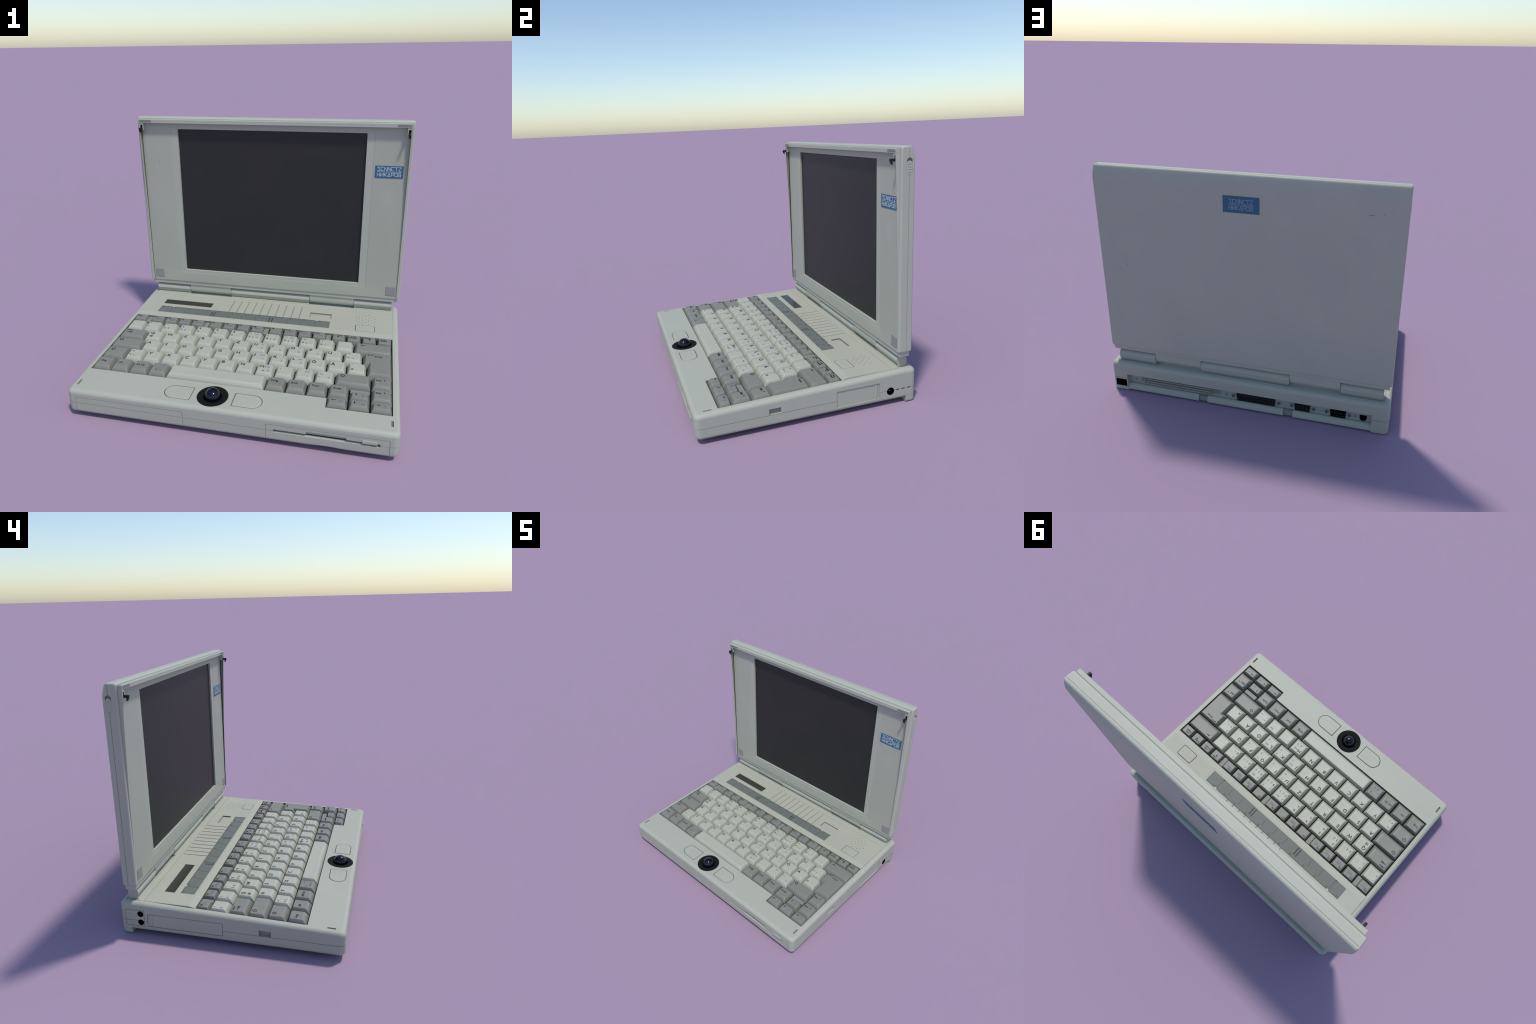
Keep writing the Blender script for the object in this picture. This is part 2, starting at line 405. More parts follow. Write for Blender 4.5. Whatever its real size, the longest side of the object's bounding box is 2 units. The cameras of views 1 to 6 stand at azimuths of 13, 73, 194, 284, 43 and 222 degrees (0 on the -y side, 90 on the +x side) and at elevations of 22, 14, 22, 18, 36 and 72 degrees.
for k, (x0, x1, y0, y1, fl_) in enumerate(BTN):
    b = bmesh.new(); rs = []
    for g, dz in ((0.0, -0.015), (0.0, -0.0005), (-0.0012, 0.0012), (-0.004, 0.0020), (-0.009, 0.0022)):
        rs.append([b.verts.new((x, y, ztop(y) + dz)) for x, y in dshape(x0, x1, y0, y1, fl_, g)])
    n = len(rs[0])
    for a, c in zip(rs, rs[1:]):
        for i in range(n): b.faces.new((a[i], a[(i + 1) % n], c[(i + 1) % n], c[i]))
    b.faces.new(rs[0]); b.faces.new(rs[-1])
    gp = bmesh.new(); lo = [gp.verts.new((x, y, 0.178)) for x, y in dshape(x0, x1, y0, y1, fl_, 0.0041)]
    hi = [gp.verts.new((x, y, ztop(y) - 0.0022)) for x, y in dshape(x0, x1, y0, y1, fl_, 0.0041)]
    for i in range(n): gp.faces.new((lo[i], lo[(i + 1) % n], hi[(i + 1) % n], hi[i]))
    gp.faces.new(lo); gp.faces.new(hi)
    bt = obj_from_bm(b, "pointer_button", M_case, ROOT, 50, True)
    obj_from_bm(gp, "button_gap_shade", M_line, bt)  # dark collar added so the gap round the button looks shaded
    cx = 0.1068 if fl_ else -0.2905
    bb = bmesh.new()
    for i in range(4):
        for y in (-0.640, -0.599):
            bump(bb, cx + (i - 1.5) * 0.0268 + (0 if fl_ else 0.003), y, ztop(y) + 0.0024)
    o = obj_from_bm(bb, "grip_dots", M_case, bt); o["kind"] = "stuff"

# ------------------------------------------------------------------ control panel
ZP = 0.2315
prof = [(0.2225, 0.201), (0.2225, 0.2212), (0.2245, 0.2232), (0.2600, 0.2306), (0.2700, ZP), (0.5765, ZP), (0.5765, 0.201)]
panel = prism("control_panel", prof, -0.9598, 0.9598, 'x', M_panel)
cut = bmesh.new()
add_box(cut, -0.822, -0.4277, 0.419, 0.4925, 0.2245, 0.3)                  # status display
add_box(cut, 0.348, 0.5105, 0.4175, 0.494, 0.2215, 0.3)                      # empty label window
add_box(cut, -0.8195, 0.508, 0.2795, 0.3775, 0.2282, 0.3)                    # label strip
add_prism(cut, rrect(0.6950, 0.8340, 0.2820, 0.3730, 0.011), 0.222, 0.3)     # key on the right
for i in range(10):
    x = -0.272 + 0.0606 * i
    add_box(cut, x - 0.0042, x + 0.0042, 0.374, 0.5695, 0.2275, 0.3)
boolean(panel, cut)
cut = bmesh.new()
rows = [(0.533, (0.741, 0.787)), (0.510, (0.7185, 0.764, 0.809)), (0.4875, (0.696, 0.741, 0.787, 0.8325)),
        (0.464, (0.7185, 0.764, 0.809)), (0.4415, (0.696, 0.741, 0.787, 0.8325)), (0.419, (0.7185, 0.764, 0.809)),
        (0.3965, (0.741, 0.787))]
for y, xs in rows:
    for x in xs: cyl_z(cut, 0.222, 0.3, x, y, 0.0042, 12)
boolean(panel, cut)
recolour(panel, M_inner, lambda c, n: (n.y < -0.9 and c.y < 0.2235) or (abs(n.z) < 0.3 and 0.345 < c.x < 0.513 and 0.414 < c.y < 0.497))  # painted shade on the panel's front face and window walls
finish(panel)
bm = bmesh.new()
for i in range(10):
    x = -0.272 + 0.0606 * i
    add_box(bm, x - 0.0041, x + 0.0041, 0.3741, 0.5694, 0.2270, 0.2283)
    add_box(bm, x - 0.0041, x + 0.0041, 0.5640, 0.5694, 0.2280, 0.2300)
o = obj_from_bm(bm, "vent_groove", M_vent, panel); o["kind"] = "stuff"
bm = bmesh.new()
frame(bm, lambda B, u0, u1, v0, v1: add_box(B, u0, u1, v0, v1, 0.2212, 0.2222), 0.3482, 0.5103, 0.4177, 0.4938, 0.0042)
obj_from_bm(bm, "window_edge_shade", M_vent, panel)  # darker edging on the window floor paints in its shaded outline
box("speaker_backing", 0.68, 0.85, 0.385, 0.545, 0.2195, 0.2225, M_dark, panel)
box("status_display", -0.8212, -0.4285, 0.4198, 0.4917, 0.223, 0.2287, M_lcd, panel)
strip = box("function_label_strip", -0.8188, 0.5073, 0.2802, 0.3768, 0.2262, 0.2294, M_strip, panel)
bm = bmesh.new()
for x in (-0.724, -0.608, -0.501, -0.260, -0.154, -0.048, 0.191, 0.299, 0.404):
    y0 = 0.2805 if abs(x) in (0.724, 0.404) else 0.287
    add_box(bm, x - 0.0011, x + 0.0011, y0, 0.349 if y0 > 0.285 else 0.376, 0.2288, 0.2298)
for x in (-0.392, -0.370, 0.0595, 0.0815): add_box(bm, x - 0.0042, x + 0.0042, 0.2855, 0.352, 0.2288, 0.2299)
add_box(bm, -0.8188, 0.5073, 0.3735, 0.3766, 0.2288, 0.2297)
o = obj_from_bm(bm, "strip_divider_lines", M_line, panel); o["kind"] = "stuff"
bm = bmesh.new()
for x in (-0.720, 0.409): add_box(bm, x - 0.009, x + 0.009, 0.369, 0.378, 0.2285, 0.2312)
obj_from_bm(bm, "strip_clip", M_keyl, panel)
bm = bmesh.new()
for x in (-0.730, 0.399): add_box(bm, x - 0.007, x + 0.007, 0.2796, 0.2845, 0.2285, 0.2301)
obj_from_bm(bm, "strip_notch_block", M_hole, panel)  # black blocks stand in for the notches
b = bmesh.new(); rs = []
for g, z in ((0.0, 0.222), (0.0, 0.2310), (0.0012, 0.2328), (0.004, 0.2334)):
    rs.append([b.verts.new((x, y, z)) for x, y in rrect(0.6985 + g, 0.8305 - g, 0.2855 + g, 0.3695 - g, 0.009 - g)])
n = len(rs[0])
for a, c in zip(rs, rs[1:]):
    for i in range(n): b.faces.new((a[i], a[(i + 1) % n], c[(i + 1) % n], c[i]))
b.faces.new(rs[0]); b.faces.new(rs[-1])
obj_from_bm(b, "suspend_button", M_panel, panel, 50, True)
prism("button_gap_shade", rrect(0.6952, 0.8338, 0.2822, 0.3728, 0.010), 0.2205, 0.2290, "z", M_line, panel)  # dark pad added under the button to blacken its gap
bm = bmesh.new()
for i in range(4): bump(bm, 0.7235 + 0.0270 * i, 0.333, 0.2335)
o = obj_from_bm(bm, "grip_dots", M_panel, panel); o["kind"] = "stuff"

# hinge deck behind the panel
prof = [(0.579, 0.201), (0.579, 0.2308), (0.5800, ZP), (0.600, 0.2322), (0.617, 0.2345), (0.624, 0.2345),
        (0.632, 0.2300), (0.690, 0.2300), (0.697, 0.2330), (0.703, 0.2330), (0.7078, 0.2295), (0.7078, 0.201)]
deck = prism("hinge_deck", prof, -0.9598, 0.9598, 'x', M_panel, None, 0, 25)
# fixed hinge barrels on the base, turning knuckles on the lid
def hinge_barrel(x0, x1):
    up = circle_pts(0.657, 0.272, 0.0385, 20, 0, math.pi, False)
    lo = [(0.6205, 0.2690), (0.6330, 0.2420), (0.6400, 0.2365)] + [(0.6470, 0.2345), (0.6680, 0.2338), (0.6790, 0.2352), (0.6865, 0.2400), (0.6910, 0.2480), (0.6925, 0.2570), (0.6930, 0.2690)]
    prof = up + [(0.6195, 0.2712), (0.6212, 0.2705), (0.6212, 0.2697)] + lo + [(0.6928, 0.2697), (0.6928, 0.2705), (0.6945, 0.2712)]
    bm = bmesh.new(); add_prism(bm, prof, x0, x1, 'x')
    add_prism(bm, [(0.638, 0.222), (0.682, 0.222), (0.682, 0.245), (0.638, 0.245)], x0 + 0.006, x1 - 0.006, 'x')
    add_prism(bm, [(0.6175, 0.222), (0.642, 0.222), (0.642, 0.2385), (0.6190, 0.2385), (0.6175, 0.2370)], x0, x1, 'x')
    h = obj_from_bm(bm, "hinge_barrel", M_case, None, 30)
    box("hinge_seam_shade", x0 + 0.0004, x1 - 0.0004, 0.6197, 0.6942, 0.2698, 0.2709, M_gap, h)  # thin grey slab added in the notch to darken the seam
    return h
hinge_barrel(-0.3175, 0.3175)
for s in (-1, 1):
    a, b_ = sorted((s * 0.6665, s * 0.948)); hinge_barrel(a, b_)

# ------------------------------------------------------------------ screen lid
ZL0, ZL1 = 0.350, 1.663
def lid_profile(d):
    """(y,z) outline seen from the side, clockwise; d = inset at the rounded ends."""
    p = [(0.604 + d, ZL0 + 0.010 + d), (0.6065 + d, ZL0 + 0.003 + d), (0.612 + d, ZL0 + d)]
    p += [(0.657, ZL0 + d)]
    p += [(0.690 - d, ZL0 + d), (0.697 - d, ZL0 + 0.002 + d), (0.7005 - d, ZL0 + 0.008 + d)]
    p += [(0.7005 - d, 1.572), (0.6992 - d, 1.590), (0.6962 - d, 1.606), (0.6918 - d, 1.622), (0.6868 - d, 1.637 - d * .5), (0.6822 - d, 1.6490 - d),
          (0.6790 - d, 1.6560 - d), (0.6745 - d, 1.6610 - d), (0.6685 - d, 1.6630 - d)]
    p += [(0.618 + d, 1.6630 - d), (0.6105 + d, 1.6605 - d), (0.606 + d, 1.656 - d), (0.604 + d, 1.650 - d)]
    return p
bm = bmesh.new(); rs = []
EH = 0.012
sl = []
LC = 0.0018        # the lid sits a hair to the right, its front frame a little more
FS = 0.0052
CE = [(0.9975, EH), (0.9963, EH * 0.62), (0.9930, EH * 0.28), (0.9865, 0.0)]
for x, d in CE: sl.append((LC - x, d))
for x, d in CE[::-1]: sl.append((LC + x, d))
for x, d in sl: rs.append([bm.verts.new((x, y, z)) for y, z in lid_profile(d)])
n = len(rs[0])
for a, c in zip(rs, rs[1:]):
    for i in range(n): bm.faces.new((a[i], a[(i + 1) % n], c[(i + 1) % n], c[i]))
bm.faces.new(rs[0]); bm.faces.new(rs[-1])
lid = obj_from_bm(bm, "screen_lid", M_lid)
cut = bmesh.new()
add_box(cut, FS - 0.9705, FS + 0.9705, 0.5, 0.6112, 0.30, 1.6225)                 # front recess for the bezel
for s in (-1, 1):                                                        # latch slots at the ends
    a, b_ = sorted((LC + s * 0.985, s * 1.1))
    add_prism(cut, rrect(0.6395, 0.6795, 1.490, 1.593, 0.0195, 8), a, b_, 'x')
boolean(lid, cut)
cut = bmesh.new(); add_box(cut, LC - 0.688, LC + 0.688, 0.55, 0.632, 0.456, 1.578)   # window behind the bezel
boolean(lid, cut)
xa = 0.9945; cut = bmesh.new()                                           # seam between the two lid halves
add_prism(cut, [(LC - xa, 0.30), (LC - xa, 1.6600), (LC + xa, 1.6600), (LC + xa, 0.30), (1.1, 0.30), (1.1, 1.75), (-1.1, 1.75), (-1.1, 0.30)], 0.6565, 0.6605, 'y')
boolean(lid, cut); finish(lid)

# bezel with a chamfered window
def rect_ring(bm, hx, z0, z1, y, r, n=4):
    c = FS if hx > 0.9 else LC
    return [bm.verts.new((x + c, y, z)) for x, z in rrect(-hx, hx, z0, z1, r, n)]
bm = bmesh.new()
YZ = 0.6102
o_ = rect_ring(bm, 0.9712, 0.3515, 1.6220, YZ, 0.0015)
r0 = rect_ring(bm, 0.7425, 0.4300, 1.5872, YZ, 0.010)
r0b = rect_ring(bm, 0.7410, 0.4315, 1.5857, YZ + 0.0036, 0.0095)
for v in r0b:
    if v.co.z < 0.445: v.co.y = YZ + 0.0002
r1 = rect_ring(bm, 0.7390, 0.4330, 1.5840, YZ + 0.0006, 0.009)
r2 = rect_ring(bm, 0.6870, 0.4572, 1.5765, 0.6225, 0.010)
r3 = rect_ring(bm, 0.6860, 0.4582, 1.5755, 0.6242, 0.0095)
r4 = rect_ring(bm, 0.6860, 0.4582, 1.5755, 0.629, 0.0095)
rs = [o_, r0, r0b, r1, r2, r3, r4]; n = len(o_)
for a, c in zip(rs, rs[1:]):
    for i in range(n): bm.faces.new((a[i], a[(i + 1) % n], c[(i + 1) % n], c[i]))
ob = rect_ring(bm, 0.9712, 0.3515, 1.6220, 0.6120, 0.0015)
for i in range(n): bm.faces.new((ob[i], ob[(i + 1) % n], o_[(i + 1) % n], o_[i]))
bezel = obj_from_bm(bm, "bezel", M_bezel, lid, 8)
recolour(bezel, M_inner, lambda c, n: c.y > 0.6231 and abs(n.y) < 0.9)  # screen opening walls get shade as a darker colour
box("display_panel", LC - 0.6875, LC + 0.6875, 0.6262, 0.6310, 0.4566, 1.5775, M_screen, lid)

# raised rim round the top and sides, tapering away downwards
def yf(z):
    T = [(0.352, 0.6045), (0.6, 0.6030), (1.0, 0.5980), (1.4, 0.5850), (1.6225, 0.5757), (1.65, 0.5755)]
    for (a, ya), (b, yb) in zip(T, T[1:]):
        if a <= z <= b: return ya + (yb - ya) * (z - a) / (b - a)
    return T[-1][1]
bm = bmesh.new()
for s in (-1, 1):
    rs = []
    for z in [0.353, 0.45, 0.6, 0.75, 0.9, 1.0, 1.15, 1.3, 1.4, 1.5, 1.56, 1.6225]:
        f = yf(z); k = min(1, (0.6045 - f) / 0.028)
        rs.append([bm.verts.new((FS + s * x, y, z)) for x, y in
                   ((0.9705, 0.613), (0.9705, f + 0.0005), (0.9709, f), (0.9785, f), (0.9795, f + 0.0015), (0.9805, 0.6055), (0.9805, 0.613))])
    n = 7
    for a, c in zip(rs, rs[1:]):
        for i in range(n): bm.faces.new((a[i], a[(i + 1) % n], c[(i + 1) % n], c[i]))
    bm.faces.new(rs[0]); bm.faces.new(rs[-1])
add_prism(bm, [(0.613, 1.6228), (0.5762, 1.6228), (0.5757, 1.6235), (0.5755, 1.6475), (0.577, 1.6490), (0.5995, 1.6490), (0.6038, 1.6448), (0.613, 1.6448)], FS - 0.9802, FS + 0.9802, 'x')
rim = obj_from_bm(bm, "lid_rim", M_lid, lid)
recolour(rim, M_inner, lambda c, n: (n.x * (c.x - FS) < -0.8 and abs(c.x - FS) < 0.972) or (n.z < -0.8 and c.z > 1.6))  # inner rim faces and top underside coloured dark for shade
bm = bmesh.new()
for s in (-1, 1):
    a, b_ = sorted((FS + s * 0.8785, FS + s * 0.971)); add_prism(bm, rrect(a, b_, 1.6295, 1.6445, 0.006), 0.5738, 0.58, 'y', 0.0008, 1)
obj_from_bm(bm, "rim_pad", M_pad2, lid)
for s in (-1, 1):
    hk = [(0.585, 1.574), (0.585, 1.5905), (0.5455, 1.5905), (0.5445, 1.587), (0.5455, 1.5765), (0.5555, 1.5555), (0.5610, 1.5545), (0.5610, 1.574)]
    a, b_ = sorted((FS + s * 0.9530, FS + s * 0.9665))
    prism("latch_hook", hk, a, b_, 'x', M_black, lid, 0.0012)
    bm = bmesh.new()                                   # slotted boss that guides the hook
    a, b_ = sorted((FS + s * 0.9450, FS + s * 0.9510)); add_box(bm, a, b_, 0.578, 0.6115, 1.572, 1.6226)
    a, b_ = sorted((FS + s * 0.9680, FS + s * 0.9709)); add_box(bm, a, b_, 0.578, 0.6115, 1.572, 1.6226)
    a, b_ = sorted((FS + s * 0.9505, FS + s * 0.9685)); add_box(bm, a, b_, 0.578, 0.6115, 1.609, 1.6226)
    obj_from_bm(bm, "hook_guide", M_lid, lid)
    a, b_ = sorted((FS + s * 0.9505, FS + s * 0.9685))
    box("hook_slot_fill", a, b_, 0.590, 0.6115, 1.573, 1.609, M_dark, lid)  # dark block blackens the slot between the guide bars
    # sliding catch on the side
    bm = bmesh.new()
    add_prism(bm, rrect(0.6405, 0.6785, 1.491, 1.575, 0.0188, 8), LC + s * 0.983, LC + s * 0.9972, 'x')
    for k in range(4):
        z = 1.508 + 0.0155 * k
        a, b_ = sorted((LC + s * 0.9965, LC + s * 0.9990)); add_box(bm, a, b_, 0.6475, 0.6715, z, z + 0.006, 0.0008, 1)
    obj_from_bm(bm, "latch_slider", M_lid, lid)
    a, b_ = sorted((LC + s * 0.984, LC + s * 0.9855))
    box("latch_slot", a, b_, 0.641, 0.678, 1.56, 1.592, M_mid, lid)
# rubber buffers in the lower corners
for s in (-1, 1):
    a, b_ = sorted((FS + s * 0.8905, FS + s * 0.9570))
    box("rubber_buffer", a, b_, 0.6082, 0.6115, 0.374, 0.4415, M_pad, lid, 0.001)
bm = bmesh.new()
for s in (-1, 1):
    frame(bm, lambda B, u0, u1, v0, v1: add_box(B, u0, u1, 0.6092, 0.6108, v0, v1), FS + min(s * 0.8888, s * 0.9587), FS + max(s * 0.8888, s * 0.9587), 0.3722, 0.4433, 0.0022)
obj_from_bm(bm, "buffer_border", M_gap, lid)  # grey strips laid round the buffers, no gap is cut
# lower lip and turning knuckles
box("lid_lower_lip", LC - 0.984, LC + 0.984, 0.6165, 0.6885, 0.3185, 0.3515, M_lid, lid, 0.002)
def knuckle_profile():
    cy, cz, r = 0.6565, 0.2775, 0.0335
    return [(0.690, 0.32), (0.6235, 0.32), (0.6232, 0.283)] + circle_pts(cy, cz, r, 14, math.pi, 2 * math.pi, False) + [(0.690, 0.283)]
for s in (-1, 1):
    a, b_ = sorted((s * 0.3205, s * 0.6632))
    prism("hinge_knuckle", knuckle_profile(), a, b_, 'x', M_lid, lid, 0, 30)

# maker's badge: blue plate with block letters drawn as strokes on a grid
G = {'Σ': [[(.95, 1), (0, 1), (.95, .28), (.95, .18), (.75, 0), (0, 0)]],
     'C': [[(1, 1), (0, 1), (0, 0), (1, 0)]],
     'N': [[(0, 0), (0, 1), (1, 0), (1, 1)]], 'T': [[(0, 1), (1, 1)], [(.5, 1), (.5, 0)]],
     'Z': [[(0, 1), (1, 1), (0, 0), (1, 0)]],
     'H': [[(0, 0), (0, 1)], [(1, 0), (1, 1)], [(0, .5), (1, .5)]],
     'И': [[(0, 1), (0, 0), (1, 1), (1, 0)]], 'K': [[(0, 0), (0, 1)], [(1, 1), (.1, .5), (1, 0)]],
     'Δ': [[(0, 0), (.5, 1), (1, 0), (0, 0)]],
     'P': [[(0, 0), (0, 1), (1, 1), (1, .45), (0, .45)]],
     'O': [[(0, 0), (0, 1), (1, 1), (1, 0), (0, 0)]],
     'B': [[(0, 0), (0, 1), (.9, 1), (.9, .55), (0, .55)], [(1, .5), (1, 0), (0, 0)]]}
def badge(x0, x1, z0, z1, y, facing, tx0, tx1, rows, mat):
    a, b_ = sorted((y, y + facing * -0.002))
    p = box("maker_badge", x0, x1, a, b_, z0, z1, M_badge, lid, 0.0004, 1)
    bm = bmesh.new()
    W = tx1 - tx0
    fn = lambda u, v, k: (u if facing < 0 else -u, y + facing * (0.0002 + 0.0006 * k), v)
    bar = None
    for word, zb, zt in rows:
        cell = W / len(word)
        for i, ch in enumerate(word):
            segs = []
            for line in G[ch]:
                segs += poly_segs([(tx0 + cell * i + cell * (0.10 + 0.72 * u), zb + (zt - zb) * v) for u, v in line])
            strokes(bm, segs, 0.0040, fn)
    zm = (rows[0][1] + rows[1][2]) / 2
    strokes(bm, [((tx0 + 0.001, zm), (tx1 - 0.003, zm))], 0.003, fn)
    bmesh.ops.recalc_face_normals(bm, faces=bm.faces)
    obj_from_bm(bm, "badge_lettering", mat, lid)
badge(0.7555, 0.946, 1.273, 1.359, 0.6080, -1, 0.7690, 0.9350, [("ΣCNNCTZ", 1.3255, 1.3495), ("HИKΔPOB", 1.286, 1.3085)], M_badgetx)
badge(-0.1155, 0.1165, 1.428, 1.533, 0.7025, 1, -0.0785, 0.0785, [("ΣCNNCTZ", 1.487, 1.5125), ("HИKΔPOB", 1.4485, 1.4735)], M_badgetx2)

# ------------------------------------------------------------------ rear ports
ports = box("rear_port_panel", -0.8835, 0.8795, 0.690, 0.6985, 0.03, 0.1402, M_port, ROOT)
lipp = [(0.690, 0.056), (0.711, 0.0555), (0.716, 0.053), (0.724, 0.046), (0.7285, 0.0365), (0.731, 0.030), (0.731, 0.014), (0.728, 0.010), (0.690, 0.008)]
for a, b_ in ((-0.8835, -0.3535), (-0.2855, 0.2660), (0.3320, 0.8795)):
    prism("rear_lip", lipp, a, b_, 'x', M_case, ports, 0, 25)
for a, b_ in ((-0.3535, -0.2855), (0.2660, 0.3320)):
    bm = bmesh.new()
    add_prism(bm, [(0.690, 0.054), (0.709, 0.054), (0.717, 0.046), (0.7195, 0.036), (0.7195, 0.011), (0.690, 0.009)], a - 0.0005, b_ + 0.0005, 'x')
    add_box(bm, a + 0.004, b_ - 0.004, 0.708, 0.7205, 0.046, 0.0505)
    obj_from_bm(bm, "dock_clip", M_mid, ports)
# docking connector
dk = bmesh.new()
frame(dk, lambda B, u0, u1, v0, v1: add_box(B, u0, u1, 0.697, 0.7085, v0, v1), 0.2325, 0.764, 0.0615, 0.1085, 0.005)
obj_from_bm(dk, "docking_connector", M_port, ports)
bm = bmesh.new(); add_box(bm, 0.236, 0.761, 0.698, 0.7015, 0.065, 0.105)
obj_from_bm(bm, "docking_connector_core", M_dark, ports)
bm = bmesh.new()
add_box(bm, 0.242, 0.755, 0.7, 0.7075, 0.081, 0.0885); add_box(bm, 0.242, 0.755, 0.7, 0.7055, 0.0665, 0.0705); add_box(bm, 0.242, 0.755, 0.7, 0.7055, 0.099, 0.1035)
for i in range(100):
    x = 0.244 + i * 0.00515
    add_box(bm, x, x + 0.0024, 0.7005, 0.7062, 0.0735, 0.0785); add_box(bm, x, x + 0.0024, 0.7005, 0.7062, 0.0905, 0.0955)
o = obj_from_bm(bm, "docking_contacts", plastic("contact_beige", (0.36, 0.345, 0.28), 0.5, 0.4, 0.0, 0, 8), ports); o["kind"] = "stuff"
bm = bmesh.new()
for a, b_ in ((0.1765, 0.2285), (0.768, 0.789)): add_box(bm, a, b_, 0.698, 0.7, 0.0745, 0.1125)
obj_from_bm(bm, "connector_flange", M_mid, ports)
def dsub(name, x0, x1, z0, z1, cols, rows, mat, pin_mat, pin_r, screws):
    bm = bmesh.new()
    t = 0.006
    add_prism(bm, [(x0 + t, z0), (x1 - t, z0), (x1, z1), (x0, z1)], 0.697, 0.7105, 'y', 0.002, 2)
    obj_from_bm(bm, name, mat, ports)
    bm = bmesh.new()
    for r in range(rows):
        k = cols - (r % 2 if rows == 2 else 0)
        zz = z1 - (z1 - z0) * (r + 0.75) / (rows + 0.5)
        w = (x1 - x0 - 0.024)
        for i in range(k):
            xx = (x0 + x1) / 2 + (i - (k - 1) / 2) * w / (cols - 1) + (0.004 if rows == 3 and r % 2 else 0)
            cyl_y(bm, 0.7095, 0.7115, xx, zz, pin_r, 8)
    o = obj_from_bm(bm, "connector_contacts", pin_mat, ports); o["kind"] = "stuff"
    for x in screws:
        bm = bmesh.new()
        cyl_y(bm, 0.697, 0.712, x, 0.0875, 0.0112, 6)
        o = obj_from_bm(bm, "jack_screw", M_metal, ports)
        bm = bmesh.new(); cyl_y(bm, 0.706, 0.7126, x, 0.0875, 0.0055, 12)
        obj_from_bm(bm, "jack_screw_disc", M_hole, ports)  # black disc on the post in place of a bore
dsub("parallel_port", -0.227, 0.054, 0.0575, 0.111, 13, 2, M_black, M_hole, 0.0038, (0.078, -0.2515))
dsub("monitor_port", -0.4715, -0.3615, 0.058, 0.106, 5, 3, M_dark, M_hole, 0.0036, (-0.341, -0.4945))
dsub("serial_port", -0.7155, -0.607, 0.058, 0.108, 5, 2, M_hole, M_metal, 0.0026, (-0.584, -0.7375))
bm = bmesh.new()
add_prism(bm, [(-0.8525, 0.102), (-0.8525, 0.080)] + circle_pts(-0.829, 0.080, 0.0232, 14, math.pi, 2 * math.pi, False) + [(-0.8058, 0.102)], 0.697, 0.7005, 'y')
obj_from_bm(bm, "round_port", M_hole, ports)
bm = bmesh.new()
for x in (0.8295, 0.131, -0.778): cyl_y(bm, 0.697, 0.6998, x, 0.084, 0.0098, 18)
obj_from_bm(bm, "panel_screw", M_mid, ports)

# ------------------------------------------------------------------ keyboard
kb = bmesh.new()
add_box(kb, -0.957, 0.957, -0.5025, 0.2345, 0.160, 0.1705)
add_box(kb, 0.577, 0.957, -0.5865, -0.5025, 0.160, 0.1704)
keyboard = obj_from_bm(kb, "keyboard", M_dark)
U = 0.1276; X0 = -0.957
R = [0.133, 0.005, -0.121, -0.247, -0.373, -0.499]     # row borders, back to front
def ztk(y): return 0.2200 + 0.0125 * (y + 0.43)
HK = 0.045
def key_mesh(w, d, fi=0.024, bi=0.009, si=0.0160, h=HK, dish=0.0016):
    """Keycap on its cell centre: rounded skirt, sloping walls, rounded shoulder, dished top. Top at z=0."""
    bm = bmesh.new(); g = 0.0040
    hw, hd = w / 2 - g, d / 2 - g
    def ring(ix, f, b_, z, r, dz=False):
        out = []
        for x, y in rrect(-hw + ix, hw - ix, -hd + f, hd - b_, r, 4):
            out.append(bm.verts.new((x, y, z)))
        return out
    rs = [ring(0, 0, 0, -h, 0.004), ring(0, 0, 0, -0.030, 0.004)]
    s = 0.90
    rs.append(ring(si * s, fi * s, bi * s, -0.0032, 0.006))
    rs.append(ring(si, fi, bi, -0.0011, 0.0065))
    rs.append(ring(si + 0.0025, fi + 0.0025, bi + 0.0025, 0.0, 0.0065))
    hx = hw - si - 0.0025; y0, y1 = -hd + fi + 0.0025, hd - bi - 0.0025; cy = (y0 + y1) / 2
    top = rs[-1]
    for k in (0.8, 0.5, 0.2):
        r_ = []
        for v in top:
            x = v.co.x * k if hx < 0.09 else math.copysign(hx - (hx - abs(v.co.x)) - 0.04 * (1 - k), v.co.x)
            y = cy + (v.co.y - cy) * k
            u = max(0, 1 - (min(1, abs(hx - abs(x)) / 0.047) if hx >= 0.09 else 1 - abs(x / hx)))
            r_.append(bm.verts.new((x, y, -dish * (1 - u * u))))
        rs.append(r_)
    n = len(top)
    for a, c in zip(rs, rs[1:]):
        for i in range(n): bm.faces.new((a[i], a[(i + 1) % n], c[(i + 1) % n], c[i]))
    bm.faces.new(rs[0]); bm.faces.new(rs[-1])
    bmesh.ops.recalc_face_normals(bm, faces=bm.faces)
    me = D.meshes.new("key"); bm.to_mesh(me); bm.free(); smooth(me, 40)
    return me
cache = {}
LEG = []    # (text, x, y, z, size, colour)
